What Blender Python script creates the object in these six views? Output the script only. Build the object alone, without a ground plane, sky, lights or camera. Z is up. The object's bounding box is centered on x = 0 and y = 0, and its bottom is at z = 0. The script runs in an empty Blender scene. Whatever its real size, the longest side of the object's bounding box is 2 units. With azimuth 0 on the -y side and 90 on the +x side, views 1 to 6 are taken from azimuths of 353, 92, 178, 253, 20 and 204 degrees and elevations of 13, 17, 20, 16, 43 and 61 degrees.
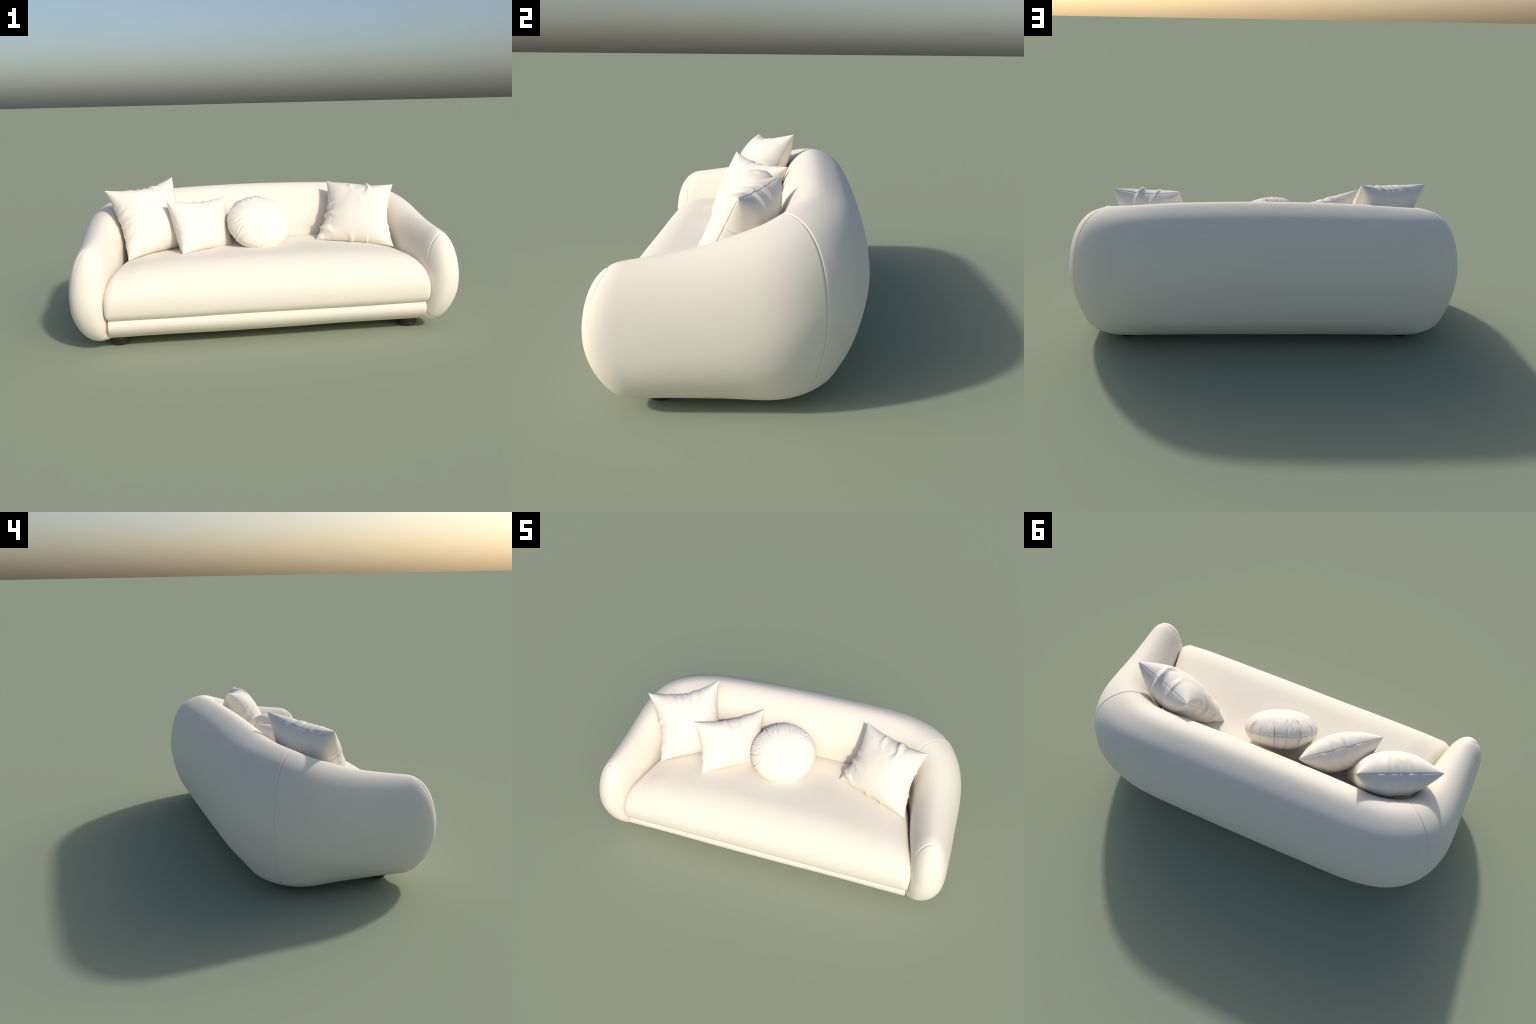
"""White upholstered curved sofa with four loose throw pillows."""
import bpy, math
import numpy as np

rng = np.random.default_rng(11)

# ------------------------------------------------------------------ helpers
def spline(ts, ps):
    """natural cubic spline through rows of ps at parameters ts -> function"""
    ts = np.asarray(ts, float); ps = np.asarray(ps, float)
    if ps.ndim == 1:
        ps = ps[:, None]
    n = len(ts); h = np.diff(ts)
    A = np.eye(n); r = np.zeros_like(ps)
    for i in range(1, n - 1):
        A[i, i-1:i+2] = h[i-1], 2*(h[i-1]+h[i]), h[i]
        r[i] = 6*((ps[i+1]-ps[i])/h[i] - (ps[i]-ps[i-1])/h[i-1])
    m = np.linalg.solve(A, r)
    def f(x):
        x = np.asarray(x, float)
        i = np.clip(np.searchsorted(ts, x) - 1, 0, n - 2)
        a = (ts[i+1]-x)[..., None]; b = (x-ts[i])[..., None]; hh = h[i][..., None]
        return (m[i]*a**3 + m[i+1]*b**3)/(6*hh) + (ps[i]/hh - m[i]*hh/6)*a + (ps[i+1]/hh - m[i+1]*hh/6)*b
    return f

def chord(ps):
    ps = np.asarray(ps, float)
    d = np.linalg.norm(np.diff(ps, axis=0), axis=1)
    return np.concatenate([[0], np.cumsum(d)])

def smooth(x, a, b):
    t = np.clip((x-a)/(b-a), 0, 1)
    return t*t*(3-2*t)

def grid_faces(k, m, wrap, flip=False):
    a = np.arange(k-1)[:, None]*m
    j = np.arange(m if wrap else m-1)[None, :]
    j2 = (j+1) % m
    q = np.stack([a+j, a+m+j, a+m+j2, a+j2], -1).reshape(-1, 4)
    return q[:, ::-1] if flip else q

def grid_normals(P, wrap):
    """normals of a [k,m,3] sheet, second axis optionally closed"""
    du = np.gradient(P, axis=0)
    if wrap:
        dv = (np.roll(P, -1, 1) - np.roll(P, 1, 1))/2
    else:
        dv = np.gradient(P, axis=1)
    n = np.cross(du, dv)
    return n/np.maximum(np.linalg.norm(n, axis=-1, keepdims=True), 1e-12)

def make_mesh(name, verts, faces, material, parent=None, normals=None):
    me = bpy.data.meshes.new(name)
    me.from_pydata([tuple(v) for v in np.asarray(verts).tolist()], [], [list(f) for f in faces])
    me.validate(clean_customdata=False)
    me.polygons.foreach_set("use_smooth", [True]*len(me.polygons))
    if normals is not None:
        me.normals_split_custom_set_from_vertices([tuple(n) for n in np.asarray(normals).tolist()])
    me.materials.append(material)
    me.update()
    ob = bpy.data.objects.new(name, me)
    bpy.context.scene.collection.objects.link(ob)
    if parent is not None:
        ob.parent = parent
    return ob

# ---------------------------------------------------------------- materials
def fabric(name, colour, rough=0.9):
    mat = bpy.data.materials.new(name); mat.use_nodes = True
    nt = mat.node_tree; b = nt.nodes["Principled BSDF"]
    tc = nt.nodes.new("ShaderNodeTexCoord")
    nz = nt.nodes.new("ShaderNodeTexNoise"); nz.inputs["Scale"].default_value = 5.0
    nz.inputs["Detail"].default_value = 2.0
    rp = nt.nodes.new("ShaderNodeValToRGB")
    rp.color_ramp.elements[0].position = 0.3; rp.color_ramp.elements[1].position = 0.7
    rp.color_ramp.elements[0].color = (*[c*0.992 for c in colour], 1)
    rp.color_ramp.elements[1].color = (*colour, 1)
    nt.links.new(tc.outputs["Object"], nz.inputs["Vector"])
    nt.links.new(nz.outputs["Fac"], rp.inputs["Fac"])
    nt.links.new(rp.outputs["Color"], b.inputs["Base Color"])
    b.inputs["Roughness"].default_value = rough
    b.inputs["Specular IOR Level"].default_value = 0.2
    weave = nt.nodes.new("ShaderNodeTexNoise"); weave.inputs["Scale"].default_value = 900.0
    bump = nt.nodes.new("ShaderNodeBump"); bump.inputs["Strength"].default_value = 0.04
    bump.inputs["Distance"].default_value = 0.001
    nt.links.new(tc.outputs["Object"], weave.inputs["Vector"])
    nt.links.new(weave.outputs["Fac"], bump.inputs["Height"])
    nt.links.new(bump.outputs["Normal"], b.inputs["Normal"])
    return mat

def wood(name):
    mat = bpy.data.materials.new(name); mat.use_nodes = True
    nt = mat.node_tree; b = nt.nodes["Principled BSDF"]
    tc = nt.nodes.new("ShaderNodeTexCoord")
    mp = nt.nodes.new("ShaderNodeMapping"); mp.inputs["Scale"].default_value = (8, 60, 60)
    nz = nt.nodes.new("ShaderNodeTexNoise"); nz.inputs["Scale"].default_value = 1.5
    rp = nt.nodes.new("ShaderNodeValToRGB")
    rp.color_ramp.elements[0].color = (0.030, 0.020, 0.018, 1)
    rp.color_ramp.elements[1].color = (0.045, 0.031, 0.028, 1)
    nt.links.new(tc.outputs["Object"], mp.inputs["Vector"])
    nt.links.new(mp.outputs["Vector"], nz.inputs["Vector"])
    nt.links.new(nz.outputs["Fac"], rp.inputs["Fac"])
    nt.links.new(rp.outputs["Color"], b.inputs["Base Color"])
    b.inputs["Roughness"].default_value = 0.5
    return mat

M_SOFA = fabric("white_upholstery", (0.83, 0.774, 0.672))
M_PILLOW = fabric("white_pillow_cotton", (0.835, 0.783, 0.70))
M_FOOT = wood("dark_stained_wood")

# --------------------------------------------------------------------- sofa
sofa = bpy.data.objects.new("sofa", None)
bpy.context.scene.collection.objects.link(sofa)
sofa["label"] = "white curved sofa with rounded arms and low dark feet"
sofa["category"] = "sofa"

# The back and the arms are one padded horseshoe. Stations run from the arm
# front to the middle of the back; each gives the inner and the outer bulge in
# plan, the height of the crest, and how far the section has turned from the
# arm's into the back's.
STATIONS = [  # inner x, y   outer x, y     crest  blend  underside
    (0.799, -0.340, 1.000, -0.340, 0.545, 0.00, 0.043),
    (0.775, -0.240, 1.000, -0.240, 0.561, 0.00, 0.042),
    (0.754, -0.120, 0.998, -0.100, 0.587, 0.05, 0.039),
    (0.733, -0.030, 0.995,  0.064, 0.624, 0.20, 0.034),
    (0.708,  0.045, 0.977,  0.203, 0.659, 0.40, 0.029),
    (0.668,  0.090, 0.924,  0.320, 0.688, 0.60, 0.028),
    (0.585,  0.124, 0.808,  0.422, 0.708, 0.80, 0.034),
    (0.475,  0.134, 0.650,  0.474, 0.722, 0.95, 0.041),
    (0.330,  0.135, 0.450,  0.488, 0.732, 1.00, 0.045),
    (0.160,  0.135, 0.220,  0.491, 0.737, 1.00, 0.046),
    (0.000,  0.135, 0.000,  0.492, 0.739, 1.00, 0.046),
]
SEAM_STATION = 5
# sections: fraction from inner to outer bulge, fraction of the height
ARM_SECTION = [(0.02, 0.03), (0.27, 0.003), (0.53, 0.025), (0.75, 0.105), (0.91, 0.225), (0.985, 0.345), (1.0, 0.46),
               (0.985, 0.59), (0.93, 0.725), (0.82, 0.855), (0.66, 0.95), (0.47, 0.995), (0.30, 0.985),
               (0.15, 0.925), (0.05, 0.83), (0.0, 0.71), (0.01, 0.53), (0.02, 0.35), (0.0, 0.18)]
# the back's section as depth (y) and height at the middle of the sofa
BACK_YZ = [(0.135, 0.046), (0.22, 0.045), (0.29, 0.052), (0.352, 0.083), (0.411, 0.137), (0.459, 0.215), (0.494, 0.37),
           (0.492, 0.48), (0.474, 0.57), (0.443, 0.642), (0.402, 0.692), (0.350, 0.724), (0.292, 0.742),
           (0.240, 0.729), (0.196, 0.695), (0.157, 0.640), (0.134, 0.55), (0.140, 0.43), (0.140, 0.25)]
BACK_SECTION = [((y-0.135)/0.36, (z-0.046)/0.696) for y, z in BACK_YZ]
AROUND = 280

def section(ctrl):
    p = np.array(ctrl + [ctrl[0]])
    t = np.linspace(0, 1, len(p))
    c = chord(p*np.array([0.35, 1.0]))
    f = spline(t, p)
    # the same control index for both sections so that they blend point by point
    return f(np.linspace(0, 1, AROUND+1)[:-1])

SEC_ARM, SEC_BACK = section(ARM_SECTION), section(BACK_SECTION)

st = np.array(STATIONS)
mid = (st[:, 0:2]+st[:, 2:4])/2
arc = chord(mid)
# mirror the control stations about the middle so the back has no kink there
mst = st[::-1][1:].copy(); mst[:, [0, 2]] *= -1
full = np.vstack([st, mst]); farc = np.concatenate([arc, 2*arc[-1]-arc[::-1][1:]])
path = spline(farc, full)
seam_arc = arc[SEAM_STATION]

def dense(a, b, centre, coarse=0.02, fine=0.0012, reach=0.012):
    near = np.arange(centre-reach, centre+reach+1e-9, fine)
    out = np.concatenate([np.linspace(a, b, int((b-a)/coarse)+2), near, [centre]])
    out = np.unique(np.round(out[(out >= a) & (out <= b)], 6))
    return out

def shell(s):
    q = path(s)
    w = np.clip(q[:, 5], 0, 1)[:, None]
    sec = SEC_ARM[None]*(1-w[..., None]) + SEC_BACK[None]*w[..., None]
    # the rear corners stay full right down to the underside
    turn = (smooth(w[:, 0], 0.08, 0.5)*(1-smooth(w[:, 0], 0.75, 1.0)))[:, None]
    sec[..., 0] += turn*0.105*smooth(sec[..., 0], 0.25, 0.7)*np.exp(-((sec[..., 1]-0.04)/0.12)**2)
    I, O = q[:, None, 0:2], q[:, None, 2:4]
    xy = I + (O-I)*sec[..., :1]
    z = q[:, None, 6] + (q[:, None, 4]-q[:, None, 6])*sec[..., 1]
    return np.concatenate([xy, z[..., None]], -1)

ss = dense(0, arc[-1], seam_arc)
body = shell(ss)                                     # [K, AROUND, 3], right half
seam_k = int(np.argmin(abs(ss-seam_arc)))
nrm = grid_normals(body, True)
if (nrm[0, AROUND//3] @ np.array([1, 0, 0])) < 0: nrm = -nrm
groove = 0.0034*np.exp(-((ss-seam_arc)/0.0020)**2) - 0.0004*np.exp(-((ss-seam_arc+0.008)/0.005)**2)
body = body - nrm*groove[:, None, None]

# rounded arm front: the first section swells forward and closes
CAP_K, CAP_SEAM = 120, 60
first = shell(np.array([0.0]))[0]
cx, cz, y0, D = 0.905, 0.292, -0.340, 0.152
theta = np.linspace(0, 2*np.pi, AROUND, endpoint=False)
ang = np.arctan2((first[:, 2]-cz)/0.25, (first[:, 0]-cx)/0.10)     # 0 = outward, pi/2 = up
# where the panel seam sits along the cap (0 rim .. 1 nose), by direction
outward = np.clip(np.cos(ang), 0, 1)
inward = np.clip(-np.cos(ang), 0, 1)
seam_u = 0.23 + 0.42*outward**1.2 + 0.13*inward
g = np.linspace(0, 1, CAP_K)[:, None]
gs = CAP_SEAM/(CAP_K-1)
u = np.where(g < gs, g/gs*seam_u[None], seam_u[None] + (g-gs)/(1-gs)*(1-seam_u[None]))
u = np.clip(u, 0, 1)
ue = np.sin(u*np.pi/2)**1.0
yfwd = ue
pz = 2.15+0.4*np.sin(ang)[None]
fz = np.maximum(1-yfwd**pz, 0)**0.5
px = (2.8+0.7*smooth(np.cos(ang), -0.3, 0.8)*(0.2+np.sin(ang)))[None]
fx = np.maximum(1-yfwd**px, 0)**0.5
cap = np.empty((CAP_K, AROUND, 3))
# the section loses its inner corner towards the nose
spec = np.fft.fft(first[:, 0]+1j*first[:, 2]); freq = np.abs(np.fft.fftfreq(AROUND)*AROUND)
soft = np.stack([np.fft.ifft(spec*np.exp(-(np.maximum(freq-1, 0)*0.55*s_)**2)) for s_ in np.linspace(0, 1, 41)])
lev = np.clip(yfwd*1.3-0.25, 0, 1)**1.2*40
l0 = np.minimum(lev.astype(int), 39); fr = lev-l0; cols = np.arange(AROUND)[None, :]+0*l0
curve = soft[l0, cols]*(1-fr)+soft[l0+1, cols]*fr
# and carries on the arm's own taper, so no edge shows where the cap begins
ahead = shell(np.array([0.01]))[0]
slope = (ahead-first)[:, [0, 2]]/(ahead-first)[:, 1:2]
run = -D*(yfwd-0.35*yfwd**2)
cap[..., 0] = cx + (curve.real + slope[None, :, 0]*run - cx)*fx
cap[..., 2] = cz + (curve.imag + slope[None, :, 1]*run - cz)*fz
cap[..., 1] = y0 - D*yfwd
cn = grid_normals(cap, True); cn[-1] = (0, -1, 0)
if cn[5, AROUND//3, 0] < 0: cn = -cn
cn[-1] = (0, -1, 0)
dist = (u-seam_u[None])*0.18
fade = np.where(np.sin(ang) > 0, 1-0.95*smooth(np.cos(ang), 0.3, 0.95), smooth(-np.cos(ang), 0.15, 0.45))
cg = (0.0034*np.exp(-(dist/0.0026)**2))*fade[None]
cap = cap - cn*cg[..., None]

half = np.concatenate([cap[:0:-1], body], 0)          # nose -> rim -> middle of the back
kp = CAP_K-1-CAP_SEAM                                 # row of the panel seam
ks = CAP_K-1+seam_k                                   # row of the arm/back seam
mirror = half[::-1].copy(); mirror[..., 0] *= -1
WHOLE = np.concatenate([half, mirror[1:]], 0)
K = len(WHOLE)
N = grid_normals(WHOLE, True)
inside = (N[K//2, AROUND//3] @ np.array([0, 1, 0.])) < 0
N = -N if inside else N
N[0] = N[-1] = (0, -1, 0)
def strip(k0, k1, name, parent):
    return make_mesh(name, WHOLE[k0:k1+1].reshape(-1, 3), grid_faces(k1-k0+1, AROUND, True, inside), M_SOFA,
                     parent, N[k0:k1+1].reshape(-1, 3))
strip(ks, K-1-ks, "backrest", sofa)
arm_r = strip(kp, ks, "arm", sofa)
strip(0, kp, "arm_front_panel", arm_r)
arm_l = strip(K-1-ks, K-1-kp, "arm", sofa)
strip(K-1-kp, K-1, "arm_front_panel", arm_l)

# seat cushion: one bolster profile carried across, its ends rounded off
def wobble(x, seed, amp):
    r = np.random.default_rng(seed); out = 0
    for f in (4.0, 7.5, 13.0):
        out = out + amp*np.sin(x*f+r.uniform(0, 6.3))*r.uniform(0.4, 1)/(f/4.0)**0.7
    return out

def bolster(name, ctrl, halfwidth, round_end, crown, seed, amp, around=160, across=170, parent=None, power=2.0):
    p = np.array(ctrl + [ctrl[0]]); t = chord(p)
    prof = spline(t, p)(np.linspace(0, t[-1], around+1)[:-1])
    c = np.array([-0.16, (p[:, 1].max()+p[:, 1].min())/2])
    base = np.linspace(-1, 1, across)
    v = np.sign(base)*(1-(1-abs(base))**1.6)           # finer rows near the ends
    w0 = halfwidth(prof[:, 0])
    P = np.empty((across, around, 3))
    dn = np.roll(prof, -1, 0)-np.roll(prof, 1, 0)
    out = np.stack([dn[:, 1], -dn[:, 0]], 1); out /= np.linalg.norm(out, axis=1, keepdims=True)
    if ((prof-c)*out).sum() < 0: out = -out
    rnd = round_end*(0.3+0.7*smooth(out[:, 1], -0.5, 0.6))   # tight below, soft above
    for i, vi in enumerate(v):
        x = vi*w0
        e = np.clip((abs(x)-(w0-rnd))/rnd, 0, 1)
        ins = rnd*(1-(1-e**power)**(1/power))
        lift = crown*(1-vi**2)*np.clip(out[:, 1], 0, 1)*smooth(prof[:, 0], -0.52, -0.3)
        q = prof - out*ins[:, None]
        q[:, 1] += lift - crown*0.9*smooth(abs(x)/w0, 0.78, 1.0)*np.clip(out[:, 1], 0, 1)   # ends droop to the arms
        q = q + out*wobble(x, seed, amp)[:, None]
        P[i, :, 0] = x; P[i, :, 1:] = q
    n = grid_normals(P, True)
    fl = (n[across//2]*np.column_stack([np.zeros(around), out])).sum() < 0
    faces = [list(f) for f in grid_faces(across, around, True, fl)]
    e0, e1 = list(range(around)), list(range((across-1)*around, across*around))
    faces += [e0[::-1] if fl else e0, e1 if fl else e1[::-1]]
    return make_mesh(name, P.reshape(-1, 3), faces, M_SOFA, parent)

hw_seat = spline([-0.52, -0.42, -0.24, -0.03, 0.10, 0.30], [0.836, 0.818, 0.772, 0.722, 0.650, 0.50])
SEAT = [(0.16, 0.30), (0.16, 0.40), (0.12, 0.428), (0.0, 0.424), (-0.15, 0.424), (-0.27, 0.423), (-0.36, 0.411),
        (-0.430, 0.377), (-0.467, 0.328), (-0.480, 0.280), (-0.477, 0.234), (-0.465, 0.197), (-0.442, 0.174),
        (-0.36, 0.168), (-0.1, 0.168), (0.12, 0.18)]
bolster("seat_cushion", SEAT, lambda y: hw_seat(y)[:, 0], 0.055, 0.022, 3, 0.0010, parent=sofa)
hw_base = spline([-0.52, -0.40, -0.2, 0.0, 0.14, 0.30], [0.822, 0.816, 0.81, 0.76, 0.66, 0.50])
BASE = [(0.20, 0.09), (0.18, 0.165), (0.0, 0.172), (-0.30, 0.174), (-0.42, 0.174), (-0.437, 0.171), (-0.444, 0.156),
        (-0.442, 0.128), (-0.426, 0.103), (-0.399, 0.080), (-0.36, 0.060), (-0.30, 0.047), (-0.1, 0.046), (0.1, 0.05)]
bolster("base_rail", BASE, lambda y: hw_base(y)[:, 0], 0.010, 0.0, 8, 0.0012, parent=sofa)

# feet: low turned buns
def lathe(name, prof, segs, loc, material, parent):
    prof = np.array(prof); a = np.linspace(0, 2*np.pi, segs, endpoint=False)
    P = np.stack([prof[:, None, 0]*np.cos(a), prof[:, None, 0]*np.sin(a), np.repeat(prof[:, 1:2], segs, 1)], -1)
    faces = [list(f) for f in grid_faces(len(prof), segs, True, True)]
    faces += [list(range(segs))[::-1], list(range((len(prof)-1)*segs, len(prof)*segs))]
    ob = make_mesh(name, P.reshape(-1, 3), faces, material, parent)
    ob.location = loc
    return ob
FOOT = [(0.036, 0.0), (0.040, 0.0008), (0.0435, 0.003), (0.0475, 0.010), (0.051, 0.019), (0.053, 0.028), (0.0535, 0.036),
        (0.0525, 0.045), (0.050, 0.055), (0.046, 0.07)]
foot = lathe("foot", FOOT, 48, (0.775, -0.268, 0), M_FOOT, sofa)
for x, y in ((-0.775, -0.268), (0.712, 0.175), (-0.712, 0.175)):
    o = foot.copy(); o.location = (x, y, 0)
    bpy.context.scene.collection.objects.link(o)

# ------------------------------------------------------------------ pillows
def fold_field(X, Y, folds):
    """summed relief of cloth folds; each runs from (x, y) along (dx, dy), metres"""
    out = np.zeros_like(X)
    for i, (x, y, dx, dy, length, width, depth) in enumerate(folds):
        L = math.hypot(dx, dy); dx, dy = dx/L, dy/L
        along = (X-x)*dx + (Y-y)*dy
        bend = 0.10*along*along/max(length, 1e-3)
        side = -(X-x)*dy + (Y-y)*dx + bend
        side = side + 0.0035*np.sin(along*(55+11*(i % 4))+2.3*i)*smooth(along, 0.0, 0.03)
        w = width*(1+0.9*np.clip(along/length, 0, 1.5))*(1+0.3*np.sin(along*90+1.7*i))
        run = np.exp(-np.clip(along/length, 0, 9)**2*2.2)*np.exp(-np.clip(-along/0.02, 0, 9)**2)
        lip = 0.25+0.75*smooth(along, 0.005, 0.045)
        out += depth*run*(-np.exp(-(side/w)**2) + lip*(0.5*np.exp(-((side-1.9*w)/(1.3*w))**2) + 0.3*np.exp(-((side+1.9*w)/(1.3*w))**2)))
    return out

def seam_axis(n):
    """-1..1, closing up towards both ends so that the seam groove is resolved"""
    p = np.linspace(-1, 1, n)
    extra = 1-np.array([0.0015, 0.003, 0.005, 0.0075, 0.0105])
    return np.sin(np.unique(np.concatenate([p, extra, -extra]))*np.pi/2)

# a fold on an edge: (edge, position along it, slant, length, width, depth);
# edges run left to right or bottom to top
def square_pillow(tl, tr, bl, br, thick, pinch, edge_folds, seed, label, gathers=(6, 6, 6, 6), gather_depth=0.0020,
                  puff=0.5, shape=2.3, n=170):
    r = np.random.default_rng(seed)
    tl, tr, bl, br = map(np.array, (tl, tr, bl, br))
    W = (np.linalg.norm(tr-tl)+np.linalg.norm(br-bl))/2; H = (np.linalg.norm(bl-tl)+np.linalg.norm(br-tr))/2
    q = seam_axis(n)
    U, V = np.meshgrid(q, q)
    pl, pr, pb, pt = pinch
    # concave edges between the pointed corners
    ex = 1-(0.5*(1-U)*pl + 0.5*(1+U)*pr)*(1-np.abs(V)**1.7)
    ey = 1-(0.5*(1-V)*pb + 0.5*(1+V)*pt)*(1-np.abs(U)**1.7)
    a, b = U*ex, V*ey
    h = (np.maximum(1-np.abs(U)**shape, 0)*np.maximum(1-np.abs(V)**shape, 0))**puff
    X, Y = a*W/2, b*H/2
    def edge_point(edge, t):
        s = 2*t-1
        if edge in "LR":
            k = (pl if edge == "L" else pr)*(1-abs(s)**1.7)
            sg = -1 if edge == "L" else 1
            return sg*(1-k)*W/2, s*H/2, -sg, 0.0
        k = (pb if edge == "B" else pt)*(1-abs(s)**1.7)
        sg = -1 if edge == "B" else 1
        return s*W/2, sg*(1-k)*H/2, 0.0, -sg
    def to_fold(edge, t, slant, length, width, depth):
        x, y, dx, dy = edge_point(edge, t)
        return (x, y, dx-dy*slant, dy+dx*slant, length, width, depth)
    shared = [to_fold(*f) for f in edge_folds]
    n0 = np.array(np.cross(tr-tl+br-bl, tl-bl+tr-br)); n0 /= np.linalg.norm(n0)
    A, B = (a[..., None]+1)/2, (b[..., None]+1)/2
    flat = bl*(1-A)*(1-B)+br*A*(1-B)+tl*(1-A)*B+tr*A*B
    gx = np.minimum(1-np.abs(U), 1-np.abs(V))
    sheets = []
    rimdir = None
    for sg in (1, -1):
        own = []
        for e, cnt in zip("LRBT", gathers):
            for _ in range(cnt):
                own.append(to_fold(e, r.uniform(0.2, 0.8), r.normal(0, 0.25), r.uniform(0.025, 0.075), r.uniform(0.006, 0.013),
                                   gather_depth*r.uniform(0.4, 1.3)))
        f = fold_field(X, Y, [(*g_[:6], g_[6]*(1.0 if sg > 0 else 0.65)) for g_ in shared]+own)
        for _ in range(9):                              # soft dents and swellings
            dx_, dy_, rd = r.uniform(-0.4, 0.4)*W, r.uniform(-0.4, 0.4)*H, r.uniform(0.014, 0.034)
            th = r.uniform(0, np.pi); ca, sa = math.cos(th), math.sin(th)
            p_, q_ = (X-dx_)*ca+(Y-dy_)*sa, -(X-dx_)*sa+(Y-dy_)*ca
            f = f + r.choice([-1, 1])*r.uniform(0.0012, 0.0030)*np.exp(-(p_/rd)**2-(q_/(rd*2.2))**2)
        f = f + 0.0016*np.sin(X*23+r.uniform(0, 6))*np.sin(Y*19+r.uniform(0, 6))*(1-U**4)*(1-V**4)
        corner = 1-(np.abs(U*V))**3
        P = flat + n0*(sg*h*(thick[0] if sg > 0 else thick[1]))[..., None]
        nn = grid_normals(P, False)*sg
        # on the rim itself the relief may only move the seam within the pillow's plane
        P = P + nn*(f*corner)[..., None]
        sheets.append(P)
    rim = np.zeros(U.shape, bool); rim[[0, -1]] = True; rim[:, [0, -1]] = True
    mean = (sheets[0]+sheets[1])/2
    centre = (tl+tr+bl+br)/4
    inward = centre-flat
    inward = np.stack([-np.sign(U)*(np.abs(U) > 0.97), -np.sign(V)*(np.abs(V) > 0.97)], -1).astype(float)
    ux = (tr-tl+br-bl); ux /= np.linalg.norm(ux); uy = np.cross(n0, ux)
    inward = inward[..., :1]*ux + inward[..., 1:]*uy
    hz = h*(thick[0]+thick[1])/2
    # distance from the seam measured over the surface, then a narrow groove
    dist = np.sqrt(hz**2 + ((1-np.abs(U))*W/2)**2*(np.abs(U) > np.abs(V)) + ((1-np.abs(V))*H/2)**2*(np.abs(V) >= np.abs(U)))
    groove = 0.0028*np.exp(-(dist/0.0019)**2)*(1-np.minimum(np.abs(U), np.abs(V))**6)
    sheets = [S + inward*groove[..., None] for S in sheets]
    sheets[0][rim] = sheets[1][rim] = ((sheets[0]+sheets[1])/2)[rim]
    ky, kx = U.shape
    gi = np.arange(kx*ky).reshape(ky, kx)
    gb = np.full((ky, kx), -1); gb[rim] = gi[rim]; gb[~rim] = kx*ky+np.arange((~rim).sum())
    Vt = np.concatenate([sheets[0].reshape(-1, 3), sheets[1][~rim]])
    qf = np.stack([gi[:-1, :-1], gi[:-1, 1:], gi[1:, 1:], gi[1:, :-1]], -1).reshape(-1, 4)
    qb = np.stack([gb[:-1, :-1], gb[1:, :-1], gb[1:, 1:], gb[:-1, 1:]], -1).reshape(-1, 4)
    c = Vt.mean(0)
    ob = make_mesh("throw_pillow", Vt-c, np.vstack([qf, qb]), M_PILLOW)
    ob.location = c
    ob["label"] = label; ob["category"] = "pillow"
    return ob

square_pillow((-0.826, -0.007, 0.765), (-0.464, 0.188, 0.804), (-0.713, -0.171, 0.411), (-0.365, 0.020, 0.440),
              (0.109, 0.115), (0.17, 0.16, 0.07, 0.21),
              [("L", 0.66, 0.5, 0.07, 0.009, 0.0040), ("L", 0.58, 0.6, 0.10, 0.011, 0.0060), ("L", 0.47, 0.4, 0.08, 0.010, 0.0050),
               ("L", 0.36, 0.7, 0.14, 0.010, 0.0035), ("L", 0.18, 0.9, 0.09, 0.010, 0.0045), ("T", 0.30, 0.6, 0.06, 0.010, 0.0040),
               ("T", 0.41, 0.3, 0.05, 0.008, 0.0040), ("T", 0.50, 0.1, 0.06, 0.007, 0.0060), ("T", 0.63, -0.2, 0.12, 0.011, 0.0055),
               ("R", 0.6, -0.1, 0.06, 0.010, 0.0040), ("R", 0.42, 0.2, 0.05, 0.009, 0.0045)],
              5, "large square white throw pillow with pointed corners", gathers=(4, 4, 2, 5))
square_pillow((-0.501, -0.104, 0.710), (-0.177, 0.163, 0.686), (-0.429, -0.217, 0.440), (-0.145, 0.010, 0.428),
              (0.077, 0.108), (0.10, 0.10, 0.05, 0.19),
              [("L", 0.30, 0.4, 0.05, 0.010, 0.0070), ("L", 0.12, 0.9, 0.04, 0.008, 0.0060), ("T", 0.42, 0.2, 0.06, 0.010, 0.0035),
               ("T", 0.58, -0.1, 0.10, 0.009, 0.0040), ("T", 0.74, -0.4, 0.05, 0.009, 0.0040), ("L", 0.6, 0.1, 0.04, 0.010, 0.0025)],
              9, "small rectangular white throw pillow with pointed corners", gathers=(2, 2, 2, 5), gather_depth=0.0016)
square_pillow((0.422, 0.148, 0.752), (0.775, 0.018, 0.734), (0.323, -0.011, 0.441), (0.728, -0.162, 0.411),
              (0.093, 0.126), (0.18, 0.17, 0.06, 0.125),
              [("T", 0.36, 0.55, 0.07, 0.009, 0.0070), ("T", 0.61, 0.35, 0.10, 0.011, 0.0150), ("L", 0.40, 0.3, 0.07, 0.011, 0.0120),
               ("L", 0.20, -0.4, 0.09, 0.010, 0.0120), ("L", 0.07, -0.9, 0.05, 0.007, 0.0080), ("L", 0.55, 0.6, 0.06, 0.010, 0.0060),
               ("R", 0.66, -0.1, 0.05, 0.006, 0.0065), ("R", 0.29, 0.1, 0.08, 0.012, 0.0065), ("R", 0.20, -0.5, 0.05, 0.008, 0.0050),
               ("B", 0.46, 0.3, 0.05, 0.012, 0.0040), ("B", 0.66, 0.0, 0.03, 0.007, 0.0040)],
              21, "square white throw pillow with deep folds", gathers=(2, 2, 2, 2))

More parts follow.
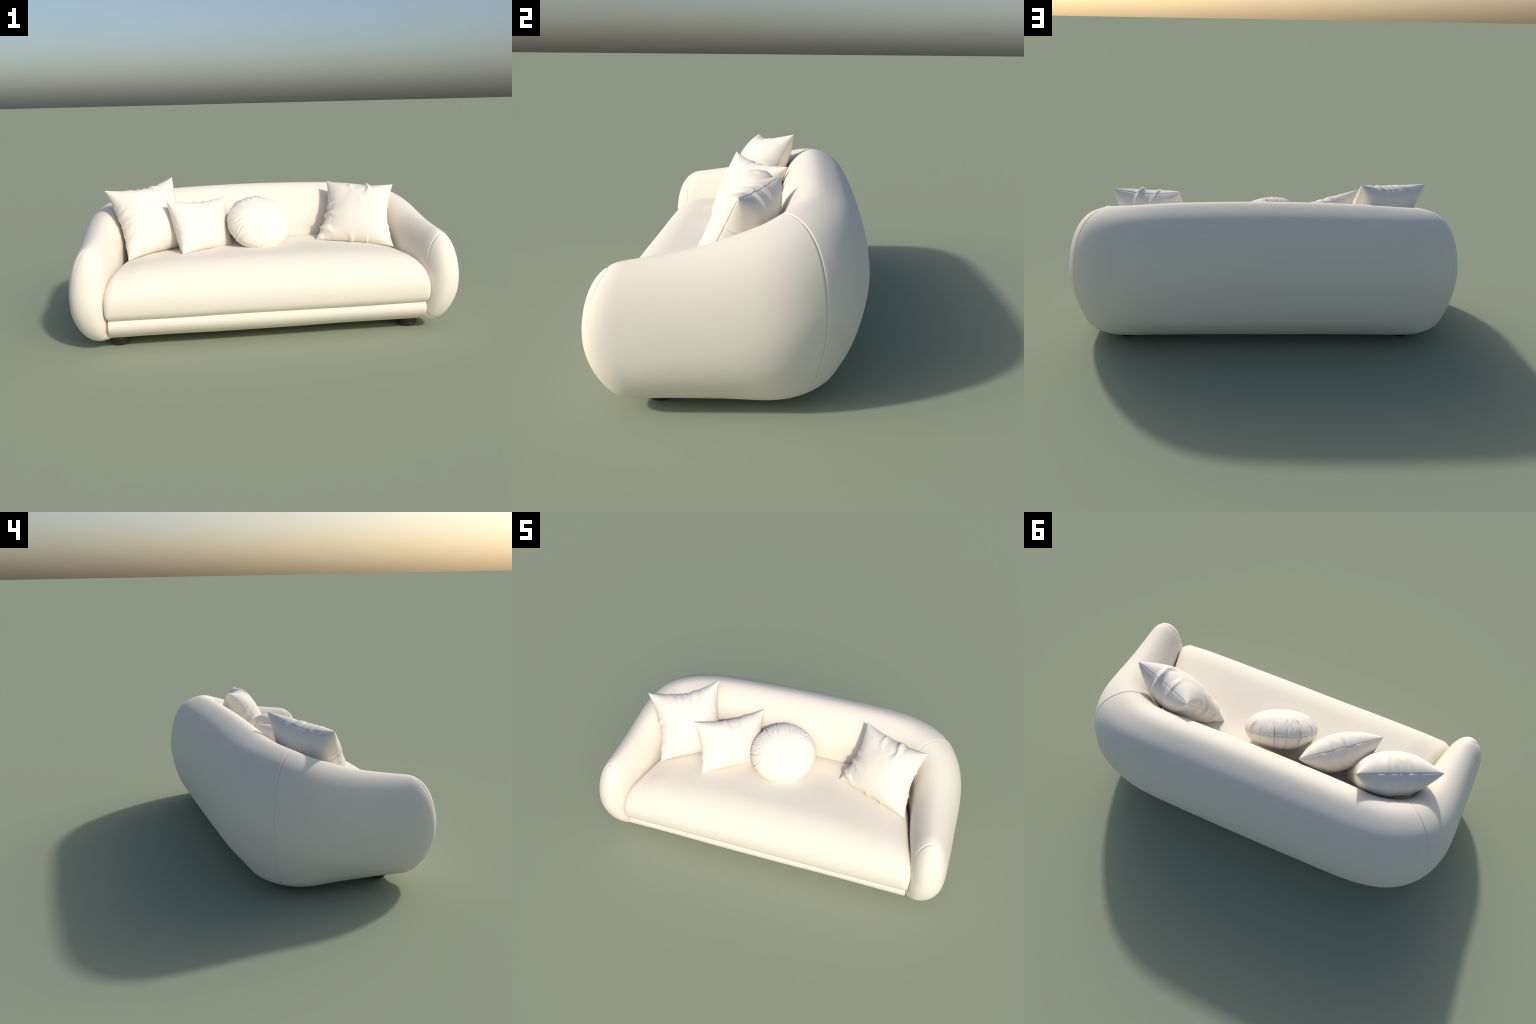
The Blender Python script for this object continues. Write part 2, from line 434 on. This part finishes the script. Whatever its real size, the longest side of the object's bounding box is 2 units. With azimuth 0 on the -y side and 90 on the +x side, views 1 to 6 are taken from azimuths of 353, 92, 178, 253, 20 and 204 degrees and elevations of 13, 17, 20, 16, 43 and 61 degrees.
def round_pillow(centre, normal, radius, thick, creases, seed, label, rings=90, segs=420):
    r = np.random.default_rng(seed)
    p = np.linspace(0, 1, rings+1)[1:]
    extra = 1-np.array([0.002, 0.004, 0.007, 0.010])
    rad = np.sin(np.unique(np.concatenate([p, extra]))*np.pi/2)
    a = np.linspace(0, 2*np.pi, segs, endpoint=False)
    R, A = np.meshgrid(rad, a, indexing="ij")
    h = 0.5*thick*np.maximum(1-R**2.6, 0)**0.5
    rr = radius*(1+0.012*np.sin(2*A+0.6)+0.006*np.sin(5*A+1.0))
    sheets = []
    for sg in (1, -1):
        f = np.zeros_like(R)
        own = [(r.uniform(0, 2*np.pi), r.uniform(0.08, 0.30), r.uniform(0.005, 0.009), r.uniform(0.001, 0.0032)) for _ in range(6)]
        for i, (ang_, length, width, depth) in enumerate(creases+own):
            lean = 0.35*math.sin(i*2.4+0.5+sg)*(1-R)+0.025*np.sin((1-R)*22+i*1.9)
            d = (A-ang_-lean+np.pi) % (2*np.pi)-np.pi
            depth = depth*(1.0 if sg > 0 else 0.8)
            side = d*R*radius
            w = width*(0.55+0.8*(1-R))
            run = np.exp(-((1-R)/length)**2*1.6)
            f += depth*run*(-np.exp(-(side/w)**2)+0.45*np.exp(-((side-1.9*w)/(1.3*w))**2)+0.45*np.exp(-((side+1.9*w)/(1.3*w))**2))
        for _ in range(10):
            da, dr, rd = r.uniform(0, 2*np.pi), r.uniform(0.45, 0.9), r.uniform(0.012, 0.026)
            q2 = (R*np.cos(A)-dr*math.cos(da))**2+(R*np.sin(A)-dr*math.sin(da))**2
            f += r.choice([-1, 1])*r.uniform(0.001, 0.0028)*np.exp(-q2*radius**2/rd**2)
        P = np.stack([1.04*rr*R*np.cos(A), 0.965*rr*R*np.sin(A), sg*h], -1)
        nn = grid_normals(P, True)
        if (nn[..., 2]*sg).mean() < 0: nn = -nn
        P = P+nn*f[..., None]
        dist = np.sqrt(h**2+((1-R)*radius)**2)
        P[..., :2] *= (1-0.016*np.exp(-(dist/0.0022)**2))[..., None]
        sheets.append(P)
    sheets[0][-1] = sheets[1][-1] = (sheets[0][-1]+sheets[1][-1])/2
    k, m = R.shape
    idx = np.arange(k*m).reshape(k, m)
    bidx = idx.copy(); bidx[:-1] = k*m+np.arange((k-1)*m).reshape(k-1, m)
    V = np.concatenate([sheets[0].reshape(-1, 3), sheets[1][:-1].reshape(-1, 3),
                        [[0, 0, sheets[0][0, :, 2].mean()], [0, 0, sheets[1][0, :, 2].mean()]]])
    cf, cb = len(V)-2, len(V)-1
    j2 = (np.arange(m)+1) % m
    faces = np.stack([idx[:-1], idx[1:], idx[1:][:, j2], idx[:-1][:, j2]], -1).reshape(-1, 4).tolist()
    faces += np.stack([bidx[:-1], bidx[:-1][:, j2], bidx[1:][:, j2], bidx[1:]], -1).reshape(-1, 4).tolist()
    faces += [[cf, int(idx[0, j]), int(idx[0, j2[j]])] for j in range(m)]
    faces += [[cb, int(bidx[0, j2[j]]), int(bidx[0, j])] for j in range(m)]
    n = np.array(normal, float); n /= np.linalg.norm(n)
    ux = np.cross([0, 0, 1.0], n); ux /= np.linalg.norm(ux); uy = np.cross(n, ux)
    ob = make_mesh("round_pillow", V[:, :1]*ux+V[:, 1:2]*uy+V[:, 2:]*n, faces, M_PILLOW)
    ob.location = centre
    ob["label"] = label; ob["category"] = "pillow"
    return ob

# creases cross the rim: angle, reach, width, depth (0 = viewer's right, pi/2 = up)
CREASES = [(1.76, 0.85, 0.009, 0.0045), (1.40, 0.30, 0.005, 0.0120), (2.17, 0.34, 0.006, 0.0130), (0.62, 0.20, 0.006, 0.0090),
           (2.62, 0.16, 0.006, 0.0045), (2.80, 0.28, 0.005, 0.0050), (3.15, 0.34, 0.009, 0.0080), (3.52, 0.24, 0.007, 0.0085),
           (3.72, 0.15, 0.005, 0.0050), (4.42, 0.16, 0.007, 0.0055), (5.75, 0.14, 0.006, 0.0035), (0.98, 0.10, 0.005, 0.0040)]
round_pillow((0.0, -0.029, 0.555), (0.25, -0.66, 0.70), 0.175, 0.185, CREASES, 33,
             "round puffy white throw pillow with gathered rim")
